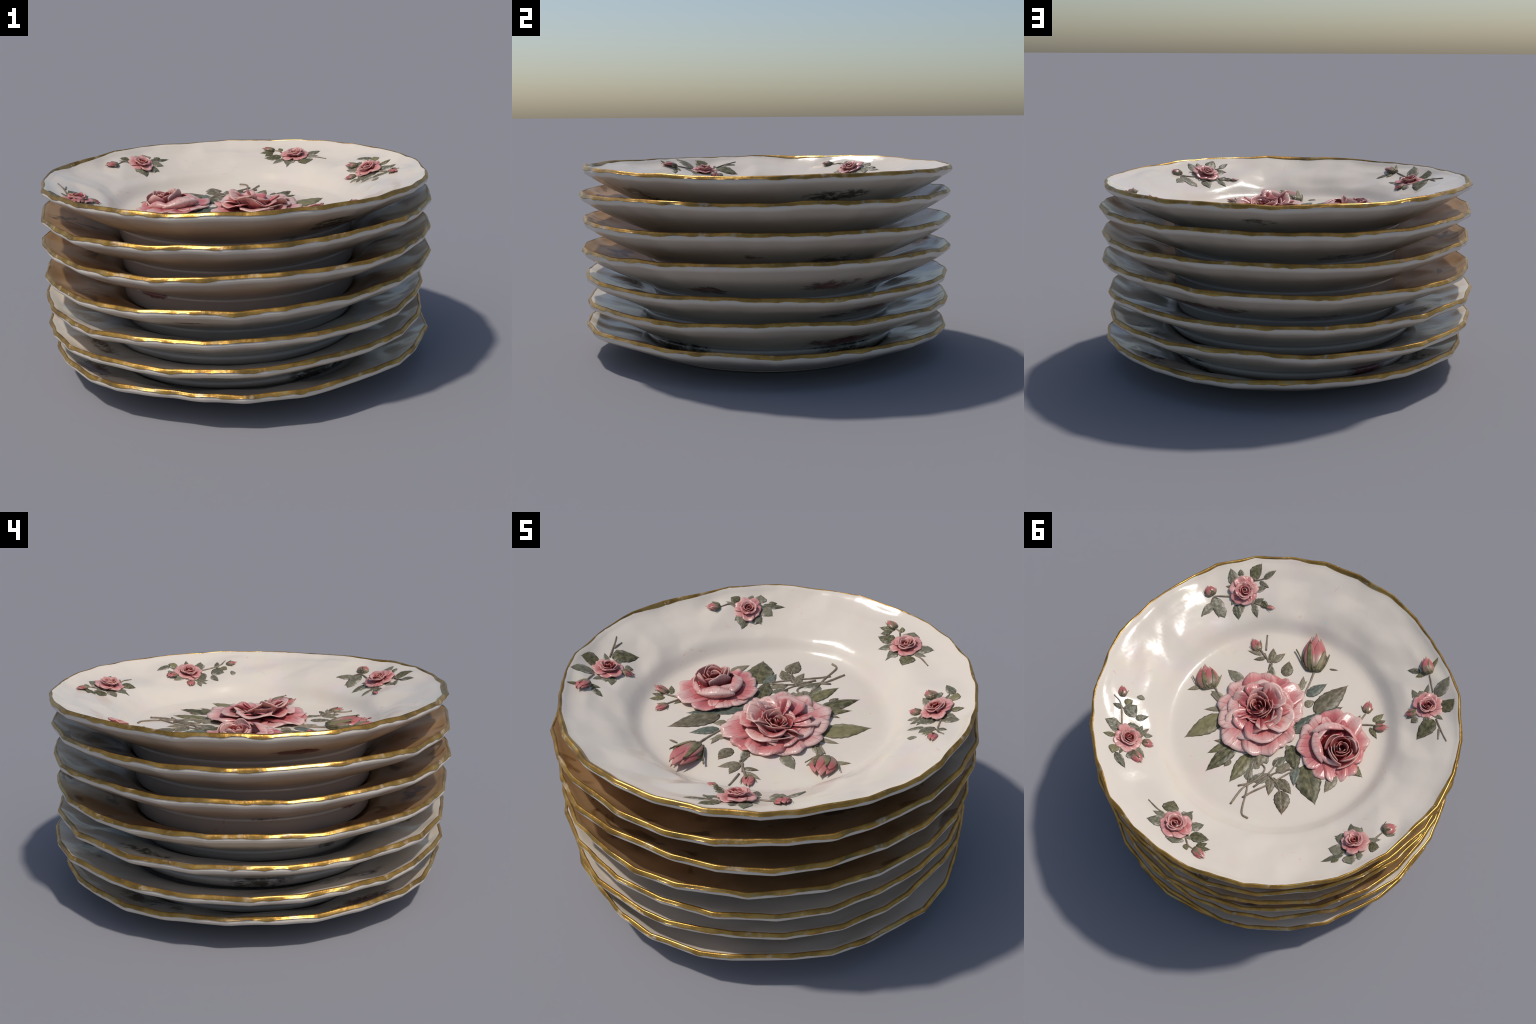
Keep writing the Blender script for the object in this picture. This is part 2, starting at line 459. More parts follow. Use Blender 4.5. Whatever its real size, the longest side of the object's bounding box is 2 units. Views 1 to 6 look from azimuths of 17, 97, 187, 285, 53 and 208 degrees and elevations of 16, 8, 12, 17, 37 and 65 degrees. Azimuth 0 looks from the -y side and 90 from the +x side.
class Plate:
    N = 240

    def __init__(self, k):
        self.k = k
        self.cx, self.cy, self.cz, self.R, self.tx, self.ty = STACK[k]
        self.edge = make_edge(k, self.R)
        tab = [edge_at(self.edge, TAU * i / 720) for i in range(720)]
        # small ripples of the hand-pressed edge on top of the corners
        rip = [(0.004 * noise.noise(Vector((math.cos(a) * 9, math.sin(a) * 9, 7.3 * k))), 0.004 * noise.noise(Vector((math.cos(a) * 7, math.sin(a) * 7, 5.1 * k + 40))))
               for a in (TAU * i / 720 for i in range(720))]
        self.tab_r, self.tab_z = np.array([t[0] + q[0] for t, q in zip(tab, rip)]), np.array([t[1] + q[1] for t, q in zip(tab, rip)])
        self.floor = -0.196 if k < 6 else -0.133
        self.base = self.cz + (BASE[k] if k < 6 else -self.cz)

    def facet(self, theta, r):
        """piecewise planar unevenness: the glaze breaks into broad facets between the corners of the edge"""
        n, m = len(self.edge), 7
        u = theta % TAU / TAU * n
        i, v = int(u), r * m
        j, fu, fv = int(v), u - int(u), v - int(v)
        h = lambda a, b: noise.cell(Vector((a % n + 0.5, b + 0.5, self.k + 0.5))) - 0.5
        if fu + fv < 1:
            f = h(i, j) + fu * (h(i + 1, j) - h(i, j)) + fv * (h(i, j + 1) - h(i, j))
        else:
            f = h(i + 1, j + 1) + (1 - fu) * (h(i, j + 1) - h(i + 1, j + 1)) + (1 - fv) * (h(i + 1, j) - h(i + 1, j + 1))
        return (1.45 if self.k == 0 else 1.2) * f + (0.25 if self.k == 0 else 0.0)

    def rim(self, theta):
        f = (theta % TAU) / TAU * 720
        i = int(f) % 720
        j, f = (i + 1) % 720, f - int(f)
        return self.tab_r[i] * (1 - f) + self.tab_r[j] * f, self.tab_z[i] * (1 - f) + self.tab_z[j] * f

    def place(self, r, z, theta, dent=0.0):
        """profile point (r, z below the rim) at an azimuth -> plate-space position"""
        er, ez = self.rim(theta)
        w = smoothstep(0.62, 0.97, r)
        rr = r * (1 + (er / 0.983 - 1) * w)
        x, y = rr * math.cos(theta), rr * math.sin(theta)
        tilt = self.tx * x + self.ty * y
        z = z + ez * w + tilt
        if dent:
            p = Vector((x * 3.2, y * 3.2, self.k * 3.1))
            fade = smoothstep(0.1, 0.6, r) * (1 - smoothstep(0.90, 0.98, r))
            z += dent * (0.8 * noise.noise(p) + self.facet(theta, r) * smoothstep(0.60, 0.74, r)) * fade
            if self.k == 0:
                # broad hand-made swellings and one hollow in the rim
                for az, cr, wa, wr, h in TOP_DENTS:
                    da = (math.degrees(theta) - az + 180) % 360 - 180
                    z += h * math.exp(-(da / wa) ** 2 - ((r - cr) / wr) ** 2) * fade
        return Vector((x, y, z + self.cz - self.base))

    def upper_profile(self, r):
        return max(lerp_profile(UPPER if self.k < 4 else UPPER_LOW, r), self.floor if self.k == 6 else -1)

    def surface(self, x, y):
        """height of the upper surface in plate space"""
        th = math.atan2(y, x)
        er, _ = self.rim(th)
        r = math.hypot(x, y)
        rn = r
        for _ in range(4):
            rn = r / (1 + (er / 0.983 - 1) * smoothstep(0.62, 0.97, rn))
        return self.place(min(rn, 0.968), self.upper_profile(min(rn, 0.968)), th, 0.012).z

    def under_profile(self):
        if self.k < 6:
            return [(r, lerp_profile(UNDER if self.k < 4 else UNDER_LOW, r)) for r in (0.965, 0.94, 0.91, 0.87, 0.83, 0.78, 0.74, 0.70, 0.66, 0.61, 0.58, 0.4, 0.2)]
        return [(0.965, -0.042), (0.93, -0.058), (0.88, -0.077), (0.82, -0.098), (0.76, -0.122), (0.70, -0.144), (0.65, -0.159), (0.61, -0.166), (0.57, -0.168), (0.52, -0.158), (0.4, -0.157), (0.2, -0.157)]

    def build(self, glaze, under):
        top = add_empty("dinner_plate", (self.cx, self.cy, self.base))
        self.root = top
        # dish: upper face, lip, underside, lathed around the axis with an uneven edge
        prof, tags = [], []
        for i in range(1, 61):
            r = 0.968 * i / 60
            prof.append((r, self.upper_profile(r), 0.012, 0))
        prof += [(r, z, 0, 0 if z > -0.002 else 1) for r, z in LIP]
        prof += [(r, z, 0, 1) for r, z in self.under_profile()]
        rows = [[self.place(r, z, TAU * j / self.N, d) for j in range(self.N)] for r, z, d, _ in prof]
        verts = [p for row in rows for p in row]
        faces, slots = [], []
        n = self.N
        for i in range(len(rows) - 1):
            for j in range(n):
                a, b = i * n + j, i * n + (j + 1) % n
                faces.append((a, a + n, b + n, b))
                slots.append(prof[i][3])
        c0 = len(verts)
        verts.append(self.place(0.0, self.upper_profile(0), 0))
        verts.append(self.place(0.0, prof[-1][1], 0))
        last = (len(rows) - 1) * n
        for j in range(n):
            faces.append((c0, j, (j + 1) % n))
            slots.append(0)
            faces.append((c0 + 1, last + (j + 1) % n, last + j))
            slots.append(1)
        for v in verts:
            v.z = max(v.z, 0.002)
        add_object("dish", verts, faces, [glaze, under], top, slots=slots)
        self.build_gilt(top)
        self.build_foot(top, under)
        return top

    def build_gilt(self, top):
        n, k = 360, self.k
        rows = []
        for j in range(n):
            th = TAU * j / n
            c = Vector((math.cos(th) * 4, math.sin(th) * 4, k * 5.0))
            w1 = noise.noise(c * 2.3) * 0.006 + noise.noise(c * 7) * 0.002
            w2 = noise.noise(c * 2.9 + Vector((9, 3, 1))) * 0.007 + noise.noise(c * 8 + Vector((2, 2, 2))) * 0.003
            lo = -0.0130 + w2 * 1.3
            inner = 0.9685 + w1 * 0.55
            if k == 0:      # the gilding runs further in on two stretches of the top plate
                for az, w, d in ((-88, 24, 0.018), (176, 14, 0.016), (-40, 16, 0.008)):
                    inner -= d * math.exp(-(((math.degrees(th) - az + 180) % 360 - 180) / w) ** 2)
            sec = [(inner - 0.001, lerp_profile(UPPER, inner) - 0.004), (inner, lerp_profile(UPPER, inner) + 0.0018)]
            for f in (0.4, 0.75):
                rr = inner + (0.9725 - inner) * f
                sec.append((rr, lerp_profile(UPPER, rr) + 0.0022))
            sec += [(0.9725, 0.0030), (0.9778, -0.0015),
                   (0.9815, -0.0085), (0.9838, min(-0.010, lo + 0.003)), (0.9845, lo), (0.9805, lo - 0.001)]
            rows.append([self.place(r, z, th, 0.012 if i < 4 else 0.0) for i, (r, z) in enumerate(sec)])
        m = len(rows[0])
        verts = [p for r in rows for p in r]
        faces = [(j * m + i, ((j + 1) % n) * m + i, ((j + 1) % n) * m + (i + 1) % m, j * m + (i + 1) % m)
                 for j in range(n) for i in range(m)]
        add_object("gilt_edge", verts, [f[::-1] for f in faces], GILT, top)

    def build_foot(self, top, mat):
        n = 160
        b = BASE[self.k] if self.k < 6 else -self.cz
        t, f = (-0.220, 0.975) if self.k < 4 else (-0.192, 1.07)
        sec = [(0.638, t), (0.630, t - 0.016), (0.622, t - 0.030), (0.612, b + 0.012), (0.604, b), (0.565, b), (0.556, b + 0.010), (0.550, t - 0.026), (0.542, t - 0.01)]
        sec = [(r * f, z) for r, z in sec]
        if self.k == 6:
            sec = [(0.640, -0.160), (0.624, b + 0.0025), (0.608, b), (0.535, b), (0.526, b + 0.003), (0.520, -0.152)]
        rows = []
        for j in range(n):
            th = TAU * j / n
            wob = 1 + 0.008 * noise.noise(Vector((math.cos(th) * 2, math.sin(th) * 2, self.k)))
            row = []
            for r, z in sec:
                p = self.place(r * wob, z, th)
                if z <= b + 1e-6:
                    p.z = z + self.cz - self.base
                p.z = max(p.z, 0.0)
                row.append(p)
            rows.append(row)
        m = len(sec)
        verts = [p for r in rows for p in r]
        faces = [(j * m + (i + 1) % m, ((j + 1) % n) * m + (i + 1) % m, ((j + 1) % n) * m + i, j * m + i)
                 for j in range(n) for i in range(m)]
        add_object("foot_ring", verts, faces, mat, top)


# blurred painted sprays: azimuth, radius, height above the foot, half length, half width, share of pink
SMUDGES = {0: [(-40, 0.880, 0.161, 0.110, 0.038, 0.0), (29, 0.868, 0.164, 0.169, 0.039, 0.0), (88, 0.905, 0.178, 0.090, 0.030, 0.0), (-37, 0.800, 0.127, 0.172, 0.030, 0.1), (-45, 0.671, 0.070, 0.119, 0.025, 0.2), (-150, 0.817, 0.144, 0.140, 0.032, 0.9)],
    1: [(117, 0.745, 0.106, 0.113, 0.037, 0.1), (132, 0.764, 0.113, 0.098, 0.025, 0.0)],
    2: [(32, 0.756, 0.118, 0.143, 0.050, 0.3), (3, 0.834, 0.154, 0.050, 0.018, 0.3), (-114, 0.664, 0.046, 0.130, 0.018, 0.9), (-160, 0.669, 0.063, 0.101, 0.018, 0.5)],
    3: [(-15, 0.756, 0.113, 0.104, 0.038, 0.7), (29, 0.807, 0.138, 0.149, 0.043, 0.8), (70, 0.792, 0.124, 0.190, 0.047, 1.0), (58, 0.792, 0.132, 0.168, 0.045, 1.0), (109, 0.708, 0.078, 0.164, 0.038, 0.3), (-86, 0.894, 0.162, 0.072, 0.012, 0.6), (-130, 0.666, 0.036, 0.083, 0.031, 0.0)],
    4: [(48, 0.837, 0.126, 0.190, 0.039, 0.8), (33, 0.786, 0.099, 0.086, 0.025, 0.2), (-89, 0.741, 0.084, 0.089, 0.017, 0.8), (-163, 0.669, 0.043, 0.154, 0.031, 0.1)],
    5: [(36, 0.751, 0.096, 0.190, 0.058, 1.0), (-41, 0.685, 0.061, 0.173, 0.047, 0.0), (-25, 0.668, 0.054, 0.081, 0.039, 0.0), (131, 0.664, 0.023, 0.115, 0.040, 0.8), (43, 0.656, 0.005, 0.190, 0.041, 0.0), (-79, 0.905, 0.153, 0.190, 0.036, 0.0), (-39, 0.660, 0.019, 0.123, 0.033, 0.1)],
    6: []}
INNER_SMUDGES = {0: [],
    1: [],
    2: [],
    3: [(-92, 0.839, 0.169, 0.165, 0.037, 0.4)],
    4: [(-84, 0.780, 0.167, 0.190, 0.044, 0.4), (159, 0.835, 0.181, 0.152, 0.027, 0.0)],
    5: [(34, 0.834, 0.185, 0.127, 0.041, 0.3), (-129, 0.806, 0.171, 0.174, 0.027, 0.2), (126, 0.824, 0.174, 0.149, 0.040, 0.3)],
    6: [(36, 0.825, 0.124, 0.190, 0.041, 0.1), (157, 0.787, 0.094, 0.190, 0.041, 0.1), (-129, 0.849, 0.121, 0.149, 0.034, 0.5), (-129, 0.902, 0.139, 0.114, 0.031, 0.6)]}

plates = []
for k in range(7):
    stain = 1.0 if k in (1, 2, 3) else 0.0
    glaze = make_porcelain("glazed_porcelain" if not stain else "bronze_washed_porcelain", INNER_SMUDGES[k], stain, 3.7 * k)
    under = make_porcelain("plain_porcelain", SMUDGES[k], 0.0, 3.7 * k + 1.3)
    p = Plate(k)
    root = p.build(glaze, under)
    root["category"] = "dinner plate"
    root["label"] = ("white porcelain plate with raised pink roses and gilt edge" if k == 0 else
                     "bronze washed porcelain plate with uneven gilt edge" if stain else
                     "white porcelain plate with uneven gilt edge")
    plates.append(p)

TOP = plates[0]
ROOT = TOP.root


def world_to_plate(x, y):
    return x - TOP.cx, y - TOP.cy


# ------------------------------------------------------ leaves, stems, buds
def build_leaf(parent, x0, y0, x1, y1, width, mat, name="leaf", lift=0.008, teeth=6, fold=0.0, origin=(0, 0, 0)):
    """low-relief leaf lying on the glaze, from base to tip, serrated, with a sunken midrib"""
    L = math.hypot(x1 - x0, y1 - y0)
    ang = math.atan2(y1 - y0, x1 - x0)
    rng = random.Random(int(abs(x0 * 9173 + y1 * 7919 + width * 3571) * 100))
    bend = rng.uniform(-0.10, 0.10)
    nu, nv = 22, 11
    z0 = TOP.surface(x0, y0)
    ca, sa = math.cos(ang), math.sin(ang)
    topg, botg = [], []
    for i in range(nu + 1):
        t = i / nu
        w = math.sin(math.pi * min(1.0, t ** 0.72)) ** 0.85 * 0.5 if 0 < t < 1 else 0.0
        saw = (t * teeth) % 1.0
        w *= 1.0 - (0.11 * saw if teeth else 0)
        w = max(w, 0.012)
        rt, rb = [], []
        for j in range(nv):
            s = -1 + 2 * j / (nv - 1)
            lx = t - 0.05 * abs(s) * (1 if teeth else 0)
            ly = s * w + bend * math.sin(math.pi * t) * 0.6
            wx = x0 + ca * lx * L - sa * ly * width
            wy = y0 + sa * lx * L + ca * ly * width
            zs = TOP.surface(wx, wy)
            dome = (1 - abs(s) ** 2.2) * (0.55 + 0.45 * math.sin(math.pi * t)) * min(1, 6 * t, 5 * (1 - t) + 0.15)
            rib = -0.35 * math.exp(-(s / 0.13) ** 2)
            vein = 0.12 * math.sin(26 * (t - 0.35 * abs(s)))
            h = lift * max(0.12, dome * (1 + rib + vein)) + fold * abs(s) * math.sin(math.pi * t)
            rt.append((lx, ly, zs + h - z0))
            rb.append((lx, ly, zs - 0.004 - z0))
        topg.append(rt)
        botg.append(rb)
    verts, faces = closed_sheet(topg, botg)
    mtx = Matrix.Translation((x0 - origin[0], y0 - origin[1], z0 - origin[2])) @ Matrix.Rotation(ang, 4, "Z") @ Matrix.Diagonal((L, width, 1, 1))
    return add_object(name, verts, faces, mat, parent, matrix=mtx)


def catmull(pts, per=8):
    P = [Vector(p) for p in pts]
    P = [2 * P[0] - P[1]] + P + [2 * P[-1] - P[-2]]
    out = []
    for i in range(1, len(P) - 2):
        for j in range(per):
            t = j / per
            a, b, c, d = P[i - 1], P[i], P[i + 1], P[i + 2]
            out.append(0.5 * ((2 * b) + (c - a) * t + (2 * a - 5 * b + 4 * c - d) * t * t + (3 * b - a - 3 * c + d) * t ** 3))
    out.append(P[-2])
    return out


def build_stem(parent, pts, r0=0.006, r1=0.0045, origin=(0, 0, 0), name="stem"):
    """a half-sunk round stem following the glaze, slightly knotty"""
    path = catmull([(x, y) for x, y in pts])
    n, m = len(path), 8
    verts = []
    for i, p in enumerate(path):
        a, b = path[max(0, i - 1)], path[min(n - 1, i + 1)]
        d = (b - a).normalized()
        side = Vector((-d.y, d.x, 0))
        r = (r0 + (r1 - r0) * i / (n - 1)) * (1 + 0.25 * noise.noise(Vector((p.x * 40, p.y * 40, 1))))
        c = Vector((p.x, p.y, TOP.surface(p.x, p.y) + r * 0.35))
        for j in range(m):
            an = TAU * j / m
            verts.append(c + side * (r * math.cos(an)) + Vector((0, 0, r * math.sin(an))) - Vector(origin))
    faces = [(i * m + j, i * m + (j + 1) % m, (i + 1) * m + (j + 1) % m, (i + 1) * m + j) for i in range(n - 1) for j in range(m)]
    faces += [tuple(range(m))[::-1], tuple((n - 1) * m + j for j in range(m))]
    return add_object(name, verts, faces, STEM, parent)


def build_bud(parent, x0, y0, x1, y1, width, sepals=4, depth=0.42, origin=(0, 0, 0)):
    """closed rosebud lying on the glaze: calyx, overlapping pointed petals, spreading sepals"""
    L = math.hypot(x1 - x0, y1 - y0)
    ang = math.atan2(y1 - y0, x1 - x0)
    z0 = TOP.surface(x0, y0)
    zt = TOP.surface(x1, y1)
    pitch = -math.atan2(zt - z0, L)
    rng = random.Random(int(abs(x0 * 5171 + y1 * 3319) * 1000))
    W = width / L / 2
    mtx = Matrix.Translation((x0 - origin[0], y0 - origin[1], z0 - origin[2])) @ Matrix.Rotation(ang, 4, "Z") @ Matrix.Rotation(pitch, 4, "Y") @ Matrix.Scale(L, 4)

    def body(t, scale=1.0):
        return W * scale * max(0.02, math.sin(math.pi * min(1, 0.10 + 0.86 * t ** 0.9)) ** 0.75)
    # calyx: rounded green cup
    rows, m = [], 14
    for i in range(9):
        t = 0.42 * i / 8
        rows.append([(t, body(t, 1.03) * math.cos(TAU * j / m), depth * body(t, 1.03) * math.sin(TAU * j / m) + depth * W * 0.25) for j in range(m)])
    verts = [p for r in rows for p in r]
    faces = [(i * m + j, i * m + (j + 1) % m, (i + 1) * m + (j + 1) % m, (i + 1) * m + j) for i in range(8) for j in range(m)]
    faces += [tuple(range(m))[::-1], tuple(8 * m + j for j in range(m))]
    bud = add_object("bud", verts, faces, LEAF_BROWN, parent, matrix=mtx)

    def scoop(name, mat, psi, half, t0, t1, scale, point, flare=0.0, skew=0.0):
        g = []
        nu, nv = 12, 7
        for i in range(nu + 1):
            u = i / nu
            t = t0 + (t1 - t0) * u
            hw = half * (1 - u ** point) ** 0.7 + 0.02
            row = []
            for j in range(nv):
                s = -1 + 2 * j / (nv - 1)
                a = psi + s * hw + skew * u * u
                r = body(min(t, 0.93), scale) + flare * u ** 3
                row.append((t - 0.03 * abs(s), r * math.sin(a), depth * r * math.cos(a) + depth * W * 0.25))
            g.append(row)
        v, f = thick_sheet(g, 0.02)
        return add_object(name, v, f, mat, bud)
    for psi, half, t1, sc in ((-0.9, 0.75, 0.86, 0.94), (0.9, 0.75, 0.90, 0.94), (0.05, 0.85, 1.0, 0.98), (-0.35, 0.6, 0.80, 1.04), (0.55, 0.55, 0.74, 1.05)):
        scoop("petal", BUD, psi + rng.uniform(-0.1, 0.1), half, 0.08, t1, sc, 2.2)
    for i in range(sepals):
        psi = -1.35 + 2.7 * i / max(1, sepals - 1) + rng.uniform(-0.15, 0.15)
        scoop("sepal", LEAF_GREEN, psi, rng.uniform(0.20, 0.30), 0.03, rng.uniform(0.42, 0.80), 1.06, 1.1, rng.uniform(0.02, 0.16), rng.uniform(-0.3, 0.3))
    return bud


# -------------------------------------------------------------------- roses
def spread_petal(rose, az, base_r, base_z, L, W, pitch0, pitch1, cup, mat, tilt, rng, notch=0.05, thick=0.0045, roll=0.0):
    """broad open petal: pitch runs from pitch0 at the base to pitch1 at the reflexed tip"""
    nu, nv = 12, 11
    ph = rng.uniform(0, TAU)
    point = rng.uniform(-0.02, 0.07)
    g = []
    xs, zs, x, z = [0.0], [0.0], 0.0, 0.0
    for i in range(nu):
        t = (i + 0.5) / nu
        p = pitch0 + (pitch1 - pitch0) * t ** 1.6
        x += math.cos(p) / nu
        z += math.sin(p) / nu
        xs.append(x)
        zs.append(z)
    for i in range(nu + 1):
        t = i / nu
        w = W / L * 0.5 * (0.34 + 0.66 * math.sin(math.pi / 2 * min(1, t / 0.62)))
        row = []
        for j in range(nv):
            s = -1 + 2 * j / (nv - 1)
            k = 1 - 0.24 * s * s - notch * math.exp(-(s / 0.22) ** 2) + point * (1 - abs(s)) + 0.025 * math.sin(5 * s + ph)
            lx = xs[i] * k
            lz = zs[i] * (0.85 + 0.15 * k) + cup * (W / L) * s * s * math.sin(math.pi * min(1, 0.15 + 0.6 * t))
            lz += 0.030 * t * math.sin(4.2 * s + ph) - 0.07 * max(0, abs(s) - 0.72) * t * 3
            row.append((lx, s * w, lz + roll * s * w))
        g.append(row)
    v, f = thick_sheet(g, thick / L)
    mtx = tilt @ Matrix.Rotation(az, 4, "Z") @ Matrix.Translation((base_r, 0, base_z)) @ Matrix.Scale(L, 4)
    return add_object("petal", v, f, mat, rose, matrix=mtx)


def cup_petal(rose, az, span, r0, r1, z0, h, mat, tilt, rng, flare=0.25, lean=0.0, thick=0.005):
    """upright petal wrapping the heart; the top edge dips toward its sides and rolls outward"""
    nu, nv = 10, 11
    ph = rng.uniform(0, TAU)
    g = []
    for i in range(nu + 1):
        t = i / nu
        row = []
        for j in range(nv):
            s = -1 + 2 * j / (nv - 1)
            a = s * span / 2
            k = 1 - 0.36 * s * s + 0.06 * math.sin(4 * s + ph) + 0.10 * (1 - abs(s)) * max(0, math.cos(ph))
            r = r0 + (r1 - r0) * math.sin(math.pi / 2 * t) + flare * r1 * t ** 5 * (1 - 0.5 * s * s)
            r += lean * s
            row.append((r * math.cos(a), r * math.sin(a), z0 + h * t * k))
        g.append(row)
    # unit scale = overall reach, so that the colour gradient always spans the petal
    S = math.hypot(r1, z0 + h)
    g = [[(x / S, y / S, z / S) for x, y, z in row] for row in g]
    gn = np.array(g)
    n = grid_normals(gn)
    if (n[..., 0] * gn[..., 0] + n[..., 1] * gn[..., 1]).mean() < 0:
        n = -n
    v, f = closed_sheet([[tuple(p) for p in r] for r in gn], [[tuple(p) for p in r] for r in gn - n * thick / S])
    mtx = tilt @ Matrix.Rotation(az, 4, "Z") @ Matrix.Scale(S, 4)
    return add_object("petal", v, f, mat, rose, matrix=mtx)


def rose_core(name, loc, r, h, mat, tilt):
    """solid mound on which the petals sit"""
    rows, n = [], 24
    for i in range(7):
        a = math.pi / 2 * i / 6
        rows.append([tuple(tilt @ Vector((r * math.cos(a) * math.cos(TAU * j / n), r * math.cos(a) * math.sin(TAU * j / n), h * math.sin(a)))) for j in range(n)] if i < 6 else [tuple(tilt @ Vector((0, 0, h)))])
    verts = [p for r_ in rows for p in r_]
    faces = [(i * n + j, i * n + (j + 1) % n, (i + 1) * n + (j + 1) % n, (i + 1) * n + j) for i in range(5) for j in range(n)]
    faces += [(5 * n + j, 5 * n + (j + 1) % n, 6 * n) for j in range(n)] + [tuple(range(n))[::-1]]
    return add_object(name, verts, faces, mat, ROOT, matrix=Matrix.Translation(loc))


def large_rose_open():
    """the fully open rose: flat outer petals, an inner bowl and a tight crimson heart"""
    rng = random.Random(21)
    I = Matrix.Identity(4)
    x, y = world_to_plate(0.112, -0.012)
    z = TOP.surface(x, y)
    rose = rose_core("rose", (x, y, z), 0.085, 0.035, PETAL_IN, I)
    # the heart sits off centre and the bowl leans
    H = Matrix.Translation((0.014, -0.016, 0.0)) @ Matrix.Rotation(math.radians(13), 4, Vector((-0.8, 0.6, 0)))
    outer = [(-58, .262, .19), (-88, .265, .17), (-115, .262, .17), (-143, .24, .17), (-178, .215, .15), (160, .25, .17),
             (122, .262, .20), (82, .275, .21), (45, .235, .18), (14, .225, .17), (-24, .245, .18)]
    for i, (a, L, W) in enumerate(outer):
        spread_petal(rose, math.radians(a), 0.02, 0.003 + 0.003 * (i % 3), L - 0.015 + rng.uniform(-0.018, 0.010), W * rng.uniform(0.92, 1.08), rng.uniform(0.09, 0.17), rng.uniform(-0.14, -0.02),
                     rng.uniform(0.02, 0.07), PETAL_OUT, I, rng)
    for i, (a, L, W) in enumerate([(-70, .190, .17), (-128, .185, .16), (-175, .195, .18), (128, .200, .20), (70, .205, .20), (15, .185, .17), (-30, .190, .16)]):
        spread_petal(rose, math.radians(a), 0.03, 0.010 + 0.003 * (i % 2), L - 0.03, W, rng.uniform(0.17, 0.30) - 0.08 * math.cos(math.radians(a - 50)), rng.uniform(-0.10, 0.12),
                     rng.uniform(0.10, 0.18), PETAL_OUT, I, rng)
    for i in range(5):
        a = TAU * i / 5 + 0.3 + rng.uniform(-0.2, 0.2)
        spread_petal(rose, a, 0.045, 0.014, rng.uniform(0.105, 0.130), rng.uniform(0.14, 0.175), rng.uniform(0.42, 0.58), rng.uniform(-0.1, 0.25),
                     rng.uniform(0.22, 0.32), PETAL_MID, H, rng)
    # bowl of overlapping petals round a sunken crimson heart
    for r, n, h, span, fl in ((0.112, 5, 0.050, 1.6, .20), (0.092, 4, 0.054, 1.8, .16), (0.073, 4, 0.054, 1.7, .14), (0.056, 4, 0.054, 1.6, .12), (0.041, 3, 0.054, 2.1, .10), (0.027, 3, 0.053, 2.1, .1), (0.014, 2, 0.051, 2.8, .1)):
        off = rng.uniform(0, TAU)
        for i in range(n):
            cup_petal(rose, off + TAU * i / n + rng.uniform(-0.25, 0.25), span * rng.uniform(0.8, 1.1), r * 0.70, r * rng.uniform(0.9, 1.08), 0.010,
                      h * rng.uniform(0.78, 1.10), PETAL_MID if r > 0.08 else PETAL_IN, H @ Matrix.Translation((rng.uniform(-.007, .007), rng.uniform(-.007, .007), 0)), rng, flare=fl, lean=rng.uniform(-0.22, 0.22) * r, thick=0.0035)


def large_rose_cupped():
    """the second rose, nodding to one side: a big enclosing bowl with the heart showing at its mouth"""
    rng = random.Random(33)
    I = Matrix.Identity(4)
    x, y = world_to_plate(-0.325, -0.040)
    z = TOP.surface(x, y)
    tilt = Matrix.Translation((-0.012, 0.002, 0.004)) @ Matrix.Rotation(math.radians(-7), 4, "Y")
    rose = rose_core("rose", (x, y, z), 0.075, 0.030, PETAL_IN, I)
    for a, L, W in [(-96, .205, .15), (-62, .20, .16), (-30, .185, .15), (0, .175, .15), (34, .175, .15), (70, .18, .13), (98, .195, .15), (125, .20, .14), (150, .19, .14), (-135, .19, .15), (-175, .165, .13)]:
        spread_petal(rose, math.radians(a), 0.015, rng.uniform(0.002, 0.009), L, W, rng.uniform(0.08, 0.16), rng.uniform(-0.12, 0.03),
                     rng.uniform(0.02, 0.08), PETAL_OUT, I, rng)
    # great enclosing petals: high and closed over on the back, low in front of the mouth
    for a, sp, r0, r1, h, fl in [(-45, 1.7, .112, .140, .056, -.42), (40, 1.7, .108, .138, .050, -.44), (-5, 1.5, .095, .115, .056, -.30), (95, 1.5, .105, .134, .052, -.24), (-110, 1.6, .105, .134, .052, -.24), (160, 1.4, .100, .128, .042, .0), (-160, 1.4, .100, .130, .042, .0)]:
        dr = rng.uniform(-0.012, 0.012)
        cup_petal(rose, math.radians(a), sp * 0.92, r0 + dr, r1 + dr, 0.0, h * rng.uniform(0.9, 1.12), PETAL_OUT, tilt, rng, flare=fl, lean=rng.uniform(-0.014, 0.014), thick=0.005)
    mouth = tilt @ Matrix.Translation((-0.040, 0.006, 0.0))
    for r, n, h, span, fl in ((0.084, 4, 0.074, 1.7, -.04), (0.065, 4, 0.076, 1.7, .02), (0.049, 3, 0.074, 2.2, .05), (0.034, 3, 0.071, 2.1, .08), (0.018, 2, 0.068, 2.9, .1)):
        off = rng.uniform(0, TAU)
        for i in range(n):
            cup_petal(rose, off + TAU * i / n + rng.uniform(-0.2, 0.2), span * rng.uniform(0.85, 1.1), r * 0.74, r * rng.uniform(0.94, 1.06), 0.008, h * rng.uniform(0.82, 1.06),
                      PETAL_MID if r > 0.06 else PETAL_IN, mouth @ Matrix.Translation((rng.uniform(-.006, .006), rng.uniform(-.006, .006), 0)), rng, flare=fl, lean=rng.uniform(-0.18, 0.18) * r, thick=0.0035)


